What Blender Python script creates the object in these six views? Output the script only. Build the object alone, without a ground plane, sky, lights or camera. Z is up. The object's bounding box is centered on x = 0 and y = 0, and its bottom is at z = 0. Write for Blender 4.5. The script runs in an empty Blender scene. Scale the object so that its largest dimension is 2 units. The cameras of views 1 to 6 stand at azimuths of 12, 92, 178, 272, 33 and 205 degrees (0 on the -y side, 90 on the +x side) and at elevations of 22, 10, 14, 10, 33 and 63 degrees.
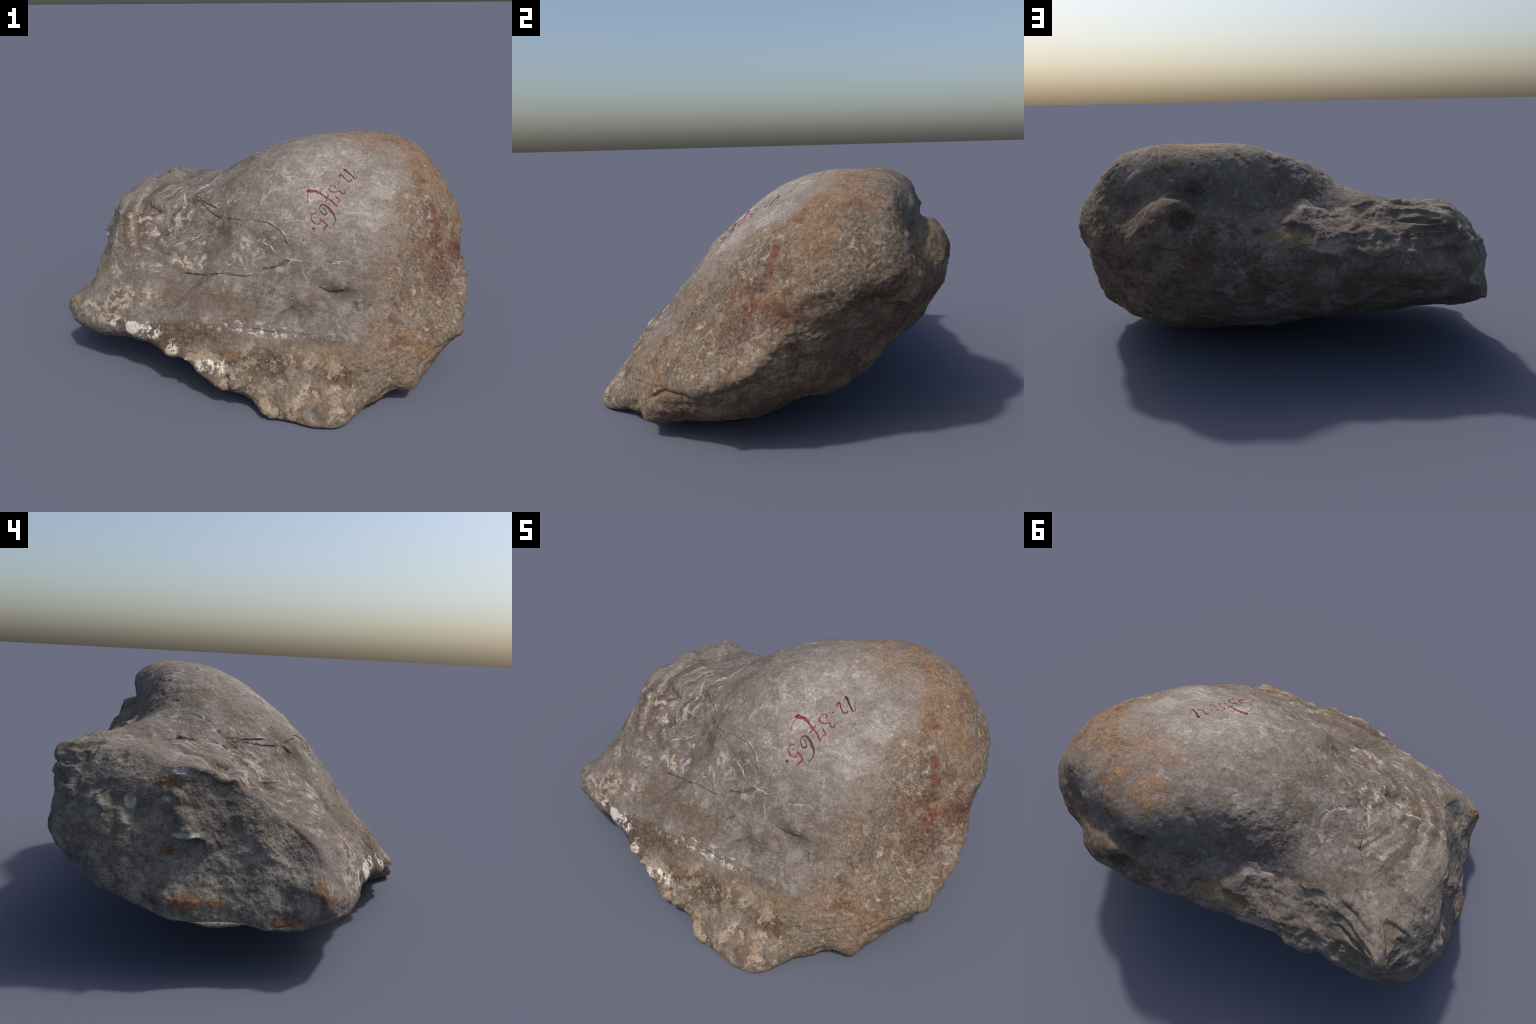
"""A fossil bivalve: two stony valves joined along a tilted seam, one end broken off, an inked number on the upper valve.
The skin is a smooth surface through control points along the rim, dome, umbones, beak and under side; relief, cracks
and colour are procedural."""
import bpy
import numpy as np
from mathutils.kdtree import KDTree

GRID = 390

# control points of the shell (metres), by anatomical region; "beyond_break" carries the shell on past the fracture
SHELL = {
    "rim": [
        (-.930, -.360, .250), (-.878, -.395, .276), (-.839, -.418, .235), (-.777, -.428, .192), (-.676, -.434, .163), (-.628, -.480, .219),
        (-.562, -.427, .167), (-.403, -.464, .161), (-.304, -.465, .122), (-.296, -.527, .161), (-.227, -.582, .171), (-.208, -.538, .115),
        (-.048, -.610, .071), (.048, -.664, .073), (.111, -.700, .068), (.162, -.741, .049), (.176, -.702, .097), (.258, -.742, .037),
        (.332, -.756, .036), (.389, -.757, .034), (.445, -.747, .012), (.471, -.708, .098), (.530, -.664, .029), (.640, -.548, .050),
        (.673, -.541, .103), (.707, -.508, .207), (.811, -.437, .122), (.770, -.477, .072), (.870, -.345, .162), (.931, -.304, .251),
        (.887, -.337, .290), (.840, -.398, .265), (.938, -.254, .198), (.982, -.266, .288), (.984, -.146, .311), (.908, -.144, .389),
        (.881, -.237, .357), (.998, -.045, .361), (.997, .010, .429), (.188, -.638, -.001), (-.863, -.348, .190),
    ],
    "beyond_break": [
        (-1.149, .100, .250), (-1.146, .349, .301), (-1.106, .101, .551), (-1.092, -.149, .202),
    ],
    "groove_and_beak": [
        (-.520, .609, .699), (-.420, .658, .608), (-.397, .697, .572), (-.351, .684, .617), (-.322, .707, .545), (-.251, .692, .607),
        (-.271, .650, .632), (-.268, .630, .677), (-.248, .594, .691), (-.338, .568, .695), (-.184, .524, .727), (-.140, .677, .610),
        (-.175, .696, .591), (-.228, .684, .540), (-.102, .708, .602), (-.039, .699, .536), (.063, .704, .508), (.200, .719, .546),
        (.237, .732, .583), (.204, .728, .646), (.288, .695, .730), (.366, .758, .634), (.456, .754, .654), (.455, .735, .730), (.541, .743, .736),
        (.467, .692, .807), (.506, .727, .598), (.583, .716, .568), (.637, .636, .512), (.646, .699, .658), (.736, .595, .719), (.829, .571, .645),
        (.860, .527, .568), (.885, .480, .583), (.194, .582, .763), (.161, .613, .728), (.103, .632, .679), (.029, .651, .666),
    ],
    "upper_umbo": [
        (-.100, .502, .781), (.059, .536, .770), (.008, .447, .917), (.053, .361, .978), (.044, .306, .974), (-.050, .320, .939),
        (.141, .298, 1.006), (.152, .423, .996), (.200, .445, .995), (.379, .405, 1.021), (.483, .389, 1.025), (.498, .489, 1.027),
        (.584, .411, 1.023), (.737, .485, .957), (.809, .469, .895), (.805, .405, .913), (.877, .369, .833), (.930, .320, .745), (.955, .280, .706),
        (.917, .459, .728), (.650, .570, .790), (.663, .580, .895), (.666, .562, .907), (.615, .585, .920), (.513, .634, .846), (.479, .633, .899),
        (.451, .635, .860), (.421, .602, .831), (.375, .630, .916), (.293, .608, .801), (.409, .287, 1.015),
    ],
    "underside": [
        (-.988, .051, .191), (-.970, -.056, .190), (-.950, -.164, .179), (-.935, -.248, .180), (-.550, -.100, .125), (-.300, -.250, .070),
        (-.220, -.109, .083), (-.100, .000, .085), (.100, .000, .070), (.145, -.096, .044), (.262, -.027, .045), (.280, .050, .060),
        (.324, .194, .088), (.350, .250, .112), (.434, .225, .097), (.500, .250, .102), (.679, .150, .123), (.775, .284, .195), (.718, .315, .183),
        (.741, -.014, .082), (.775, -.098, .080), (.792, -.267, .076), (.738, -.362, .064), (.669, -.487, .056), (.462, -.376, .002),
        (.403, -.434, -.000), (.345, -.496, -.001), (.290, -.562, -.000), (.291, -.379, -.002), (-.100, -.250, .045), (.100, .250, .125),
        (.099, .357, .147), (-.300, .300, .190), (-.550, .200, .180), (-.661, .190, .195), (.930, -.185, .163),
    ],
    "dome": [
        (-.198, .251, .869), (-.144, .167, .871), (-.104, .266, .919), (.174, .088, .955), (.216, .181, .992), (.284, .217, 1.007),
        (.458, .250, .989), (.616, .175, .943), (.724, .160, .899), (.802, .125, .829), (.744, .004, .785), (.843, .019, .680), (.876, -.074, .500),
        (.722, -.218, .512), (.597, -.197, .694), (.468, -.245, .678), (.340, -.177, .732), (.311, -.157, .774), (.283, -.231, .702),
        (.161, -.159, .770), (-.001, -.197, .723), (-.074, -.231, .675), (-.103, -.199, .702), (-.159, -.137, .699), (-.155, -.100, .732),
        (-.159, -.217, .614), (.399, .059, .914), (.612, .028, .846), (.695, .268, .970), (.975, .277, .621),
    ],
    "front_flank": [
        (-.194, -.259, .571), (-.016, -.321, .580), (.061, -.277, .636), (.128, -.307, .609), (.188, -.291, .617), (.182, -.321, .580),
        (.162, -.271, .668), (.059, -.365, .521), (.083, -.416, .458), (.058, -.449, .403), (-.012, -.427, .420), (-.012, -.523, .354),
        (-.022, -.541, .322), (.040, -.517, .335), (.194, -.527, .328), (.245, -.592, .261), (.303, -.568, .264), (.442, -.544, .306),
        (.455, -.503, .349), (.340, -.458, .395), (.281, -.446, .430), (.261, -.427, .467), (.219, -.430, .391), (.408, -.378, .460),
        (.457, -.389, .515), (.425, -.355, .546), (.484, -.322, .564), (.449, -.309, .600), (.353, -.308, .610), (.329, -.342, .566),
        (.533, -.387, .487), (.667, -.346, .427), (.719, -.287, .458), (.694, -.292, .505), (.734, -.438, .289), (.645, -.481, .304),
        (.573, -.581, .195), (.431, -.631, .173), (.366, -.686, .137), (.278, -.685, .143), (.185, -.631, .200), (.148, -.614, .203),
        (.118, -.636, .180), (.045, -.647, .211), (-.013, -.662, .153), (-.008, -.688, .143), (-.033, -.691, .133), (-.095, -.677, .146),
        (-.168, -.667, .199), (-.192, -.642, .200), (-.158, -.576, .288), (-.168, -.532, .330), (-.091, -.594, .268),
    ],
    "left_lobe": [
        (-.810, -.330, .355), (-.785, -.295, .418), (-.765, -.226, .472), (-.748, -.160, .525), (-.748, -.083, .594), (-.726, -.075, .601),
        (-.678, -.042, .603), (-.680, .029, .647), (-.691, .047, .645), (-.772, .008, .653), (-.797, .091, .686), (-.684, .135, .702),
        (-.593, .075, .668), (-.596, .070, .643), (-.547, .174, .714), (-.431, .099, .714), (-.417, .052, .688), (-.402, -.024, .667),
        (-.324, -.104, .637), (-.342, -.181, .584), (-.295, -.243, .557), (-.233, -.277, .531), (-.240, -.298, .520), (-.201, -.330, .479),
        (-.300, -.331, .484), (-.284, -.368, .413), (-.337, -.416, .400), (-.398, -.419, .389), (-.398, -.488, .326), (-.304, -.488, .364),
        (-.260, -.468, .358), (-.220, -.437, .405), (-.255, -.530, .321), (-.307, -.581, .249), (-.313, -.602, .231), (-.282, -.616, .231),
        (-.215, -.650, .219), (-.205, -.600, .250), (-.353, -.581, .228), (-.420, -.545, .240), (-.486, -.527, .241), (-.515, -.511, .263),
        (-.619, -.466, .273), (-.691, -.449, .289), (-.749, -.417, .290), (-.552, -.447, .352), (-.571, -.395, .416), (-.484, -.384, .431),
        (-.538, -.289, .488), (-.503, -.269, .505), (-.444, -.247, .518), (-.492, -.120, .578), (-.559, -.079, .573), (-.645, -.109, .563),
        (-.638, -.205, .505), (-.374, .094, .743), (-.435, .257, .750), (-.372, .318, .776), (-.293, .424, .795), (-.330, .485, .773),
        (-.436, .488, .774), (-.510, .522, .753), (-.508, .379, .744), (-.202, .285, .861), (-.228, .199, .836),
    ],
    "rear_left_corner": [
        (-.965, .332, .257), (-.945, .404, .279), (-.888, .541, .339), (-.797, .667, .432), (-.769, .659, .498), (-.635, .699, .490),
        (-.593, .590, .375), (-.640, .575, .345), (-.689, .498, .308), (-.788, .412, .244), (-.646, .356, .230), (-.802, .260, .693),
        (-.790, .300, .705), (-.730, .270, .725), (-.693, .362, .747), (-.708, .380, .741), (-.584, .321, .728), (-.649, .573, .734),
        (-.631, .660, .692), (-.572, .626, .703), (-.580, .627, .649), (-.741, .627, .659), (-.746, .645, .670), (-.773, .515, .722),
        (-.820, .515, .675), (-.823, .204, .693),
    ],
    "lower_valve": [
        (-.994, .122, .202), (-.990, .194, .212), (-.543, .343, .207), (-.381, .349, .201), (-.320, .401, .214), (-.355, .567, .328),
        (-.464, .665, .475), (-.530, .635, .426), (-.546, .691, .497), (-.158, .678, .495), (-.165, .644, .397), (-.067, .601, .338),
        (.319, .668, .426), (.380, .590, .370), (.420, .610, .400), (.576, .622, .415), (.577, .675, .488), (.673, .575, .459), (.579, .555, .354),
        (.661, .390, .214), (.832, .254, .239), (.891, .210, .252), (.919, .187, .296), (.959, .103, .326), (.982, .066, .372), (.980, -.062, .301),
        (.938, -.164, .208), (.830, .144, .204), (.840, .323, .415), (.815, .390, .462), (.946, .365, .591),
    ],
}
BREAK = {
    "upper_half": [
        (-.912, .499, .438), (-.910, .493, .508), (-.899, .418, .552), (-.858, .358, .574), (-.867, .370, .608), (-.831, .423, .677),
        (-.867, .472, .596), (-.856, .622, .499), (-.794, .665, .432), (-.741, .630, .660), (-.748, .401, .738), (-.802, .260, .693),
        (-.832, .189, .678), (-.833, .118, .611), (-.771, .008, .653), (-.806, -.058, .498), (-.820, -.106, .454), (-.753, -.223, .472),
        (-.827, .031, .467), (-.902, .178, .486),
    ],
    "lower_half": [
        (-.994, .122, .202), (-.978, .130, .261), (-.948, .037, .257), (-.910, .172, .350), (-.909, .241, .383), (-.958, .355, .358),
        (-.941, .439, .337), (-.928, .440, .288), (-.980, .263, .232), (-.858, .606, .381), (-.852, -.095, .368), (-.865, -.219, .331),
        (-.835, -.317, .351), (-.811, -.330, .355), (-.785, -.295, .418), (-.899, -.338, .308), (-.885, -.385, .236), (-.933, -.248, .180),
        (-.950, -.164, .179),
    ],
    "beyond_the_rim": [
        (-.800, -.510, .180), (-.700, -.580, .140), (-.600, -.660, .200), (-.450, -.800, .250), (-.500, -.500, .800), (-.735, -.157, .524),
        (-.738, -.082, .592), (-.620, .350, 1.050), (-.500, .100, 1.200), (-.620, .900, .650), (-.500, .950, .500), (-.600, .600, -.050),
        (-.450, .100, -.250), (-.600, -.300, -.100),
    ],
}
# cracks, furrows, ledges and ridges on the surface: path, half-width, depth (negative: a raised crest), step (left of travel raised)
LINES = {
    "upper_valve_front_flank": [
        ([(.058, -.370, .526), (.085, -.352, .542), (.147, -.337, .552), (.175, -.324, .575), (.198, -.318, .587)], .005, .010, .004),
        ([(.618, .175, .942), (.612, .125, .910), (.577, .038, .862), (.556, -.047, .816), (.540, -.112, .773), (.542, -.158, .733)], .004, .004, -.003),
        ([(.492, -.147, .757), (.494, -.201, .708), (.470, -.250, .665), (.465, -.281, .631), (.449, -.307, .600), (.479, -.315, .577), (.489, -.324, .560)], .004, .006, -.003),
        ([(.485, -.322, .564), (.476, -.359, .524), (.453, -.385, .477)], .003, .004, 0),
        ([(.324, -.365, .483), (.367, -.370, .474), (.389, -.375, .464), (.405, -.377, .463), (.431, -.381, .473), (.453, -.382, .487)], .005, .008, .004),
        ([(.065, -.525, .355), (.084, -.487, .396), (.112, -.435, .438), (.141, -.389, .472)], .012, .010, .004),
        ([(.156, -.499, .362), (.186, -.461, .381), (.233, -.423, .397)], .010, .009, .004),
        ([(.658, -.337, .442), (.670, -.351, .420), (.687, -.360, .403)], .006, .008, .003),
        ([(.496, -.400, .439), (.506, -.413, .417), (.520, -.424, .401)], .006, .007, .003),
        ([(.019, -.535, .344), (.078, -.535, .338), (.157, -.536, .324), (.193, -.529, .326), (.259, -.517, .318), (.341, -.517, .318)], .006, .003, .005),
        ([(.590, -.579, .187), (.568, -.606, .154), (.543, -.645, .106), (.522, -.684, .071)], .004, .006, .003),
        ([(.590, -.581, .182), (.658, -.539, .194), (.711, -.506, .207), (.791, -.453, .223), (.883, -.363, .253)], .005, .003, .002),
        ([(.418, -.569, .260), (.410, -.584, .238), (.405, -.618, .194)], .003, .004, 0),
    ],
    "the_worn_lens_in_the_saddle_and_the_fracture_that_crosses_it": [
        ([(-.360, -.332, .483), (-.298, -.333, .482), (-.201, -.330, .479), (-.094, -.351, .504), (-.012, -.378, .511), (.060, -.365, .520)], .006, .001, .005),
        ([(-.159, -.137, .699), (-.150, -.186, .662), (-.196, -.178, .633), (-.254, -.167, .621)], .006, .003, .003),
        ([(-.378, .077, .728), (-.317, .015, .726), (-.254, -.061, .710), (-.194, -.114, .698), (-.158, -.139, .697)], .005, .003, .004),
        ([(-.379, .097, .741), (-.301, .010, .733), (-.245, -.040, .732), (-.197, -.082, .729)], .005, .002, .005),
        ([(-.158, -.141, .696), (-.057, -.202, .713), (.007, -.201, .721), (.073, -.218, .722), (.127, -.238, .697), (.162, -.271, .668), (.188, -.288, .624), (.189, -.304, .599)], .005, .001, .004),
        ([(-.101, -.201, .701), (-.040, -.223, .695), (.011, -.246, .675), (.040, -.262, .656)], .006, .001, .003),
    ],
    "left_lobe_the_thin_slab_by_the_hinge_and_curved_growth_ledges": [
        ([(-.370, .103, .749), (-.316, .140, .781), (-.286, .168, .801), (-.272, .196, .813), (-.265, .239, .823), (-.273, .273, .821), (-.289, .300, .812)], .008, .006, .004),
        ([(-.378, .112, .748), (-.401, .150, .744), (-.438, .174, .735), (-.458, .209, .734), (-.480, .246, .733), (-.500, .289, .733)], .005, .003, .003),
        ([(-.527, .251, .727), (-.558, .214, .721), (-.579, .173, .712), (-.586, .136, .704)], .006, .003, -.003),
        ([(-.546, -.084, .569), (-.575, -.069, .587), (-.591, -.002, .648), (-.598, .057, .681)], .006, .002, .003),
        ([(-.638, .187, .709), (-.658, .144, .703), (-.692, .121, .701), (-.717, .048, .644)], .006, .002, -.003),
        ([(-.598, .301, .725), (-.624, .258, .721), (-.660, .197, .709), (-.700, .128, .702), (-.751, .054, .646)], .006, .003, -.003),
        ([(-.722, .231, .705), (-.753, .192, .701), (-.783, .145, .702), (-.801, .112, .698)], .005, .003, -.003),
        ([(-.491, .312, .737), (-.471, .287, .737), (-.446, .266, .740), (-.443, .224, .738), (-.427, .183, .739)], .006, .005, .004),
        ([(-.665, .381, .729), (-.620, .361, .730), (-.680, .325, .722), (-.740, .279, .709)], .006, .006, .003),
    ],
    "upper_umbo": [
        ([(.532, .403, 1.025), (.582, .411, 1.023), (.574, .446, 1.024), (.553, .518, 1.004), (.549, .552, .978), (.541, .578, .940), (.48, .63, .90), (.45, .645, .86)], .004, .006, -.003),
    ],
    "groove_between_the_beaks": [
        ([(.790, .535, .790), (.720, .560, .785), (.650, .570, .790), (.570, .588, .815), (.500, .600, .835), (.420, .605, .830), (.293, .605, .795), (.194, .582, .763), (.080, .568, .752), (-.040, .540, .762)], .020, .012, 0),
        ([(.734, .598, .721), (.650, .645, .750), (.565, .678, .792), (.467, .692, .807), (.380, .700, .790), (.290, .695, .760), (.200, .680, .730)], .030, -.009, 0),
        ([(.812, .514, .810), (.790, .550, .770), (.765, .580, .735)], .016, -.010, 0),
    ],
    "ledges_of_the_broken_corner": [
        ([(-.440, .600, .706), (-.520, .609, .699), (-.572, .626, .703), (-.631, .660, .692), (-.695, .658, .675), (-.747, .645, .670)], .014, .007, .011),
        ([(-.200, .690, .608), (-.282, .679, .617), (-.351, .684, .617), (-.389, .637, .644), (-.440, .660, .630)], .012, .006, .010),
    ],
    "shell_flake_left_standing_behind_the_hinge": [
        ([(-.022, .577, .744), (-.025, .555, .767), (-.046, .527, .790), (-.095, .510, .783), (-.121, .527, .753), (-.170, .511, .741), (-.186, .524, .727), (-.181, .558, .709)], .006, .006, -.007),
    ],
    "fracture_face_spurs_and_shelves": [
        ([(-.848, .191, .625), (-.871, .216, .564), (-.880, .189, .537), (-.890, .150, .498), (-.892, .131, .482)], .030, -.016, .010),
        ([(-.905, .192, .486), (-.905, .153, .469), (-.897, .127, .468), (-.891, .095, .457), (-.901, .075, .412)], .022, -.016, .012),
        ([(-.893, .071, .428), (-.871, .053, .463), (-.875, .025, .425)], .022, -.012, .006),
        ([(-.808, -.083, .467), (-.815, -.139, .417), (-.834, -.168, .379), (-.859, -.210, .345), (-.893, -.254, .319)], .03, -.006, -.012),
        ([(-.971, .298, .298), (-.977, .258, .276), (-.981, .215, .250), (-.982, .172, .235), (-.975, .114, .241)], .018, .016, .010),
        ([(-.889, .512, .541), (-.872, .474, .574), (-.888, .438, .536), (-.907, .463, .496), (-.925, .418, .446)], .02, -.014, .010),
        ([(-.872, .399, .557), (-.890, .377, .523), (-.906, .368, .493)], .02, -.012, .008),
    ],
    "thick_side_below_the_hump_ragged_crest_along_the_seam_furrows_under_it": [
        ([(.994, -.195, .271), (.987, -.147, .303), (.983, -.081, .326), (1.001, -.033, .362), (1.001, -.006, .403)], .022, -.010, .006),
        ([(.997, -.003, .420), (.988, .027, .450), (.977, .066, .472), (.965, .117, .482)], .025, -.012, .008),
        ([(.943, .042, .540), (.948, .093, .567), (.961, .169, .613), (.973, .218, .631), (.976, .255, .650)], .03, -.012, .008),
        ([(.786, -.475, .167), (.863, -.389, .230), (.901, -.344, .232), (.941, -.292, .232), (.993, -.199, .260)], .010, .010, .004),
        ([(.991, -.192, .251), (.987, -.119, .275), (.982, -.046, .303), (.991, .027, .331), (.957, .122, .351)], .012, .010, .006),
        ([(.960, -.049, .233), (.974, .007, .276), (.973, .063, .309), (.951, .124, .326)], .012, .010, .005),
        ([(.928, .267, .474), (.944, .321, .553), (.931, .387, .588), (.865, .462, .562), (.754, .572, .523)], .035, .020, .006),
    ],
    "lower_valve_at_the_back_ribs_and_hairline_cracks": [
        ([(-.264, .693, .602), (-.287, .694, .586), (-.341, .694, .562)], .010, -.008, .004),
        ([(-.342, .690, .537), (-.293, .681, .525), (-.283, .650, .457), (-.240, .597, .386), (-.243, .544, .336)], .005, .004, .004),
        ([(.901, .375, .527), (.788, .522, .520), (.743, .520, .460), (.747, .423, .368), (.788, .339, .288)], .03, .010, .008),
    ],
}
# the inked number in its own plane: strokes of (along, up, half-width) in millimetres
INK = [
    ('letter', True, [[(-182, -58, 5.5), (-182, -44, 5.5), (-174, -26, 4.6), (-170, -9, 4.2), (-166, 10, 4.6), (-164, 22, 2.9), (-165, 29, 1.3)]]),
    ('letter', False, [[(-170, 28, 1.7), (-184, 10, 1.7), (-202, -10, 1.3)],
                       [(-126, -45, 5.5), (-137, -49, 5.9), (-140, -39, 4.2), (-134, -25, 3.6), (-129, -9, 3.8), (-128, 5, 4.6), (-136, 12, 3.4), (-145, 11, 2.5), (-148, 4, 1.3)]]),
    ('full_stop', False, [[(-97, -26, 3.8), (-93, -24, 4.6), (-91, -21, 3.4)]]),
    ('digit', False, [[(-63, -20, 2.9), (-56, -23, 4.6), (-67, -27, 3.4), (-62, -37, 2.1), (-51, -43, 2.5), (-37, -40, 2.5), (-30, -36, 3.4), (-27, -23, 3.8), (-33, -9, 3.8), (-46, 2, 2.9), (-56, 7, 2.5), (-63, 0, 1.7)],
                      [(-56, 7, 2.5), (-51, 20, 3.4), (-54, 30, 3.4), (-63, 32, 3.4), (-67, 25, 2.1), (-66, 19, 1.3)]]),
    ('digit', False, [[(46, -108, 6.3), (33, -108, 9.7), (28, -96, 10.5), (21, -85, 7.6), (15, -75, 8.0), (13, -63, 7.6), (14, -48, 5.1), (15, -29, 4.6), (15, -13, 4.6), (14, 4, 4.2), (16, 21, 4.2), (21, 38, 4.2), (23, 48, 2.9)],
                      [(23, 48, 2.9), (10, 40, 2.1), (-2, 37, 2.9), (-13, 40, 4.2), (-15, 26, 4.6), (-18, 8, 2.5)], [(-3, -18, 3.4), (13, -17, 3.4), (37, -7, 2.1)],
                      [(47, -100, 3.8), (62, -93, 2.1), (78, -84, 1.7), (95, -70, 2.1)]]),
    ('digit', True, [[(114, 92, 2.1), (96, 86, 2.5), (78, 76, 2.9), (68, 65, 5.1), (61, 45, 6.3), (56, 26, 6.7), (55, 8, 6.3), (57, -6, 3.8), (69, -13, 2.5), (82, -10, 2.1), (92, 2, 2.1), (97, 20, 2.5), (93, 31, 2.9), (83, 33, 2.9),
                      (76, 21, 2.5), (71, 6, 2.1), (77, 0, 2.5)]]),
    ('digit', False, [[(163, 72, 4.2), (149, 67, 4.2), (136, 67, 4.2), (125, 63, 4.6), (123, 48, 5.5), (125, 35, 3.4), (124, 24, 2.1)],
                      [(127, 30, 2.9), (140, 37, 2.9), (151, 34, 3.4), (154, 17, 5.1), (154, 3, 3.4), (148, -9, 2.1), (135, -15, 2.5), (123, -12, 2.9), (114, -5, 3.8)]]),
    ('full_stop', True, [[(185, 24, 5.1), (184, 32, 7.2), (184, 39, 3.8)]]),
]
# hairline veins of pale calcite: path, half-width
VEINS = [
    ([(.414, .349, 1.022), (.453, .266, .994), (.395, .225, .986), (.396, .179, .972), (.368, .111, .948), (.333, .042, .918), (.271, .039, .926)], .0035),
    ([(.333, .042, .918), (.290, .039, .924), (.291, -.007, .897), (.292, -.045, .870)], .0045),
    ([(.057, -.263, .633), (.114, -.298, .607), (.188, -.319, .584), (.337, -.332, .579), (.450, -.310, .595)], .003),
    ([(-.379, .097, .741), (-.316, .140, .781), (-.286, .168, .801), (-.265, .205, .813)], .004),
    ([(-.379, .097, .741), (-.301, .010, .733), (-.245, -.040, .732), (-.197, -.082, .729)], .005),
    ([(.007, -.201, .721), (.073, -.218, .722), (.127, -.238, .697), (.162, -.271, .668), (.188, -.288, .624), (.189, -.304, .599)], .003),
    ([(-.417, .052, .700), (-.431, .090, .714), (-.449, .151, .724)], .010),
    ([(-.254, -.167, .621), (-.342, -.181, .584), (-.402, -.195, .552)], .004),
]
CENTRE = np.array([.02, 0., .45])          # every surface point is seen from here: the body is star-shaped
COMMISSURE = (.43, .58)                    # plane z = a + b*y in which the two valves meet


# ---------------------------------------------------------------- smooth surface through control points
def thin_plate(d2):
    return .5 * d2 * np.log(np.maximum(d2, 1e-10))


class Skin:
    """Log-radius over directions, thin-plate smooth through the control points."""

    def __init__(self, groups, stiffness=1e-5):
        p = np.array([q for g in groups.values() for q in g], float) - CENTRE
        r = np.linalg.norm(p, axis=1)
        self.u = p / r[:, None]
        n = len(p)
        a = np.zeros((n + 4, n + 4))
        a[:n, :n] = thin_plate(((self.u[:, None] - self.u[None]) ** 2).sum(-1)) + stiffness * np.eye(n)
        a[:n, n] = a[n, :n] = 1
        a[:n, n + 1:] = self.u
        a[n + 1:, :n] = self.u.T
        self.w = np.linalg.solve(a, np.r_[np.log(r), np.zeros(4)])

    def __call__(self, dirs):
        out = np.empty(len(dirs))
        for i in range(0, len(dirs), 30000):
            v = dirs[i:i + 30000]
            d2 = np.maximum(2 - 2 * (v @ self.u.T), 1e-10)
            out[i:i + 30000] = (.5 * d2 * np.log(d2.astype(np.float32))) @ self.w[:-4] + self.w[-4] + v @ self.w[-3:]
        return np.exp(out)


shell_skin, break_skin = Skin(SHELL), Skin(BREAK)


def radii(dirs):
    rs = shell_skin(dirs)
    rb = np.full(len(dirs), 9.)
    m = dirs[:, 0] < -.35
    rb[m] = break_skin(dirs[m])
    return rs, rb


# ---------------------------------------------------------------- noise
RNG = np.random.RandomState(7)
PERM = np.tile(RNG.permutation(256), 3)
GRAD = RNG.normal(size=(256, 3)).astype(np.float32)
GRAD /= np.linalg.norm(GRAD, axis=1)[:, None]
JIT = RNG.rand(256, 3).astype(np.float32)


def hash3(i, j, k):
    return PERM[PERM[PERM[i & 255] + (j & 255)] + (k & 255)]


def perlin(p):
    p = p.astype(np.float32)
    i = np.floor(p).astype(np.int64)
    f = p - i
    w = f * f * f * (f * (f * 6 - 15) + 10)
    out = np.zeros(len(p), np.float32)
    for a in (0, 1):
        for b in (0, 1):
            for c in (0, 1):
                g = GRAD[hash3(i[:, 0] + a, i[:, 1] + b, i[:, 2] + c)]
                d = g[:, 0] * (f[:, 0] - a) + g[:, 1] * (f[:, 1] - b) + g[:, 2] * (f[:, 2] - c)
                out += d * (w[:, 0] if a else 1 - w[:, 0]) * (w[:, 1] if b else 1 - w[:, 1]) * (w[:, 2] if c else 1 - w[:, 2])
    return out * 1.6


def fbm(p, octaves=4, gain=.5):
    s, amp = 0, 1.
    for o in range(octaves):
        s = s + amp * perlin(p * 2 ** o + 17.3 * o)
        amp *= gain
    return s


def facets(p):
    """Broken-stone relief: each cell of a jittered grid is a tilted plane; the highest planes win."""
    i = np.floor(p).astype(np.int64)
    best = np.full(len(p), 9., np.float32)
    val = np.zeros(len(p), np.float32)
    for a in (-1, 0, 1):
        for b in (-1, 0, 1):
            for c in (-1, 0, 1):
                h = hash3(i[:, 0] + a, i[:, 1] + b, i[:, 2] + c)
                q = p - (i + [a, b, c]) - JIT[h]
                d = (q ** 2).sum(1)
                m = d < best
                best[m] = d[m]
                val[m] = ((q * GRAD[h]).sum(1) * .9 + JIT[h][:, 0] - .5)[m]
    return val


def scoops(p):
    """Conchoidal relief: shallow bowls of random tilt that meet in crests (continuous)."""
    i = np.floor(p).astype(np.int64)
    val = np.full(len(p), 9., np.float32)
    for a in (-1, 0, 1):
        for b in (-1, 0, 1):
            for c in (-1, 0, 1):
                h = hash3(i[:, 0] + a, i[:, 1] + b, i[:, 2] + c)
                q = p - (i + [a, b, c]) - JIT[h]
                val = np.minimum(val, (q ** 2).sum(1) + .7 * (q * GRAD[h]).sum(1) + .5 * JIT[h][:, 1])
    return val - .35


def terrace(x, n, edge=.25):
    """Stepped ledges: flat treads joined by short steep risers."""
    t = x * n
    f = np.floor(t)
    return (f + smooth(.5 - edge, .5 + edge, t - f)) / n


def smooth(a, b, x):
    t = np.clip((x - a) / (b - a), 0, 1)
    return t * t * (3 - 2 * t)


def ball(p, c, r, soft=.6):
    """1 inside an ellipsoid, falling to 0 at its edge."""
    d = np.sqrt((((p - np.array(c)) / np.array(r)) ** 2).sum(1))
    return 1 - smooth(1 - soft, 1, d)


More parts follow.
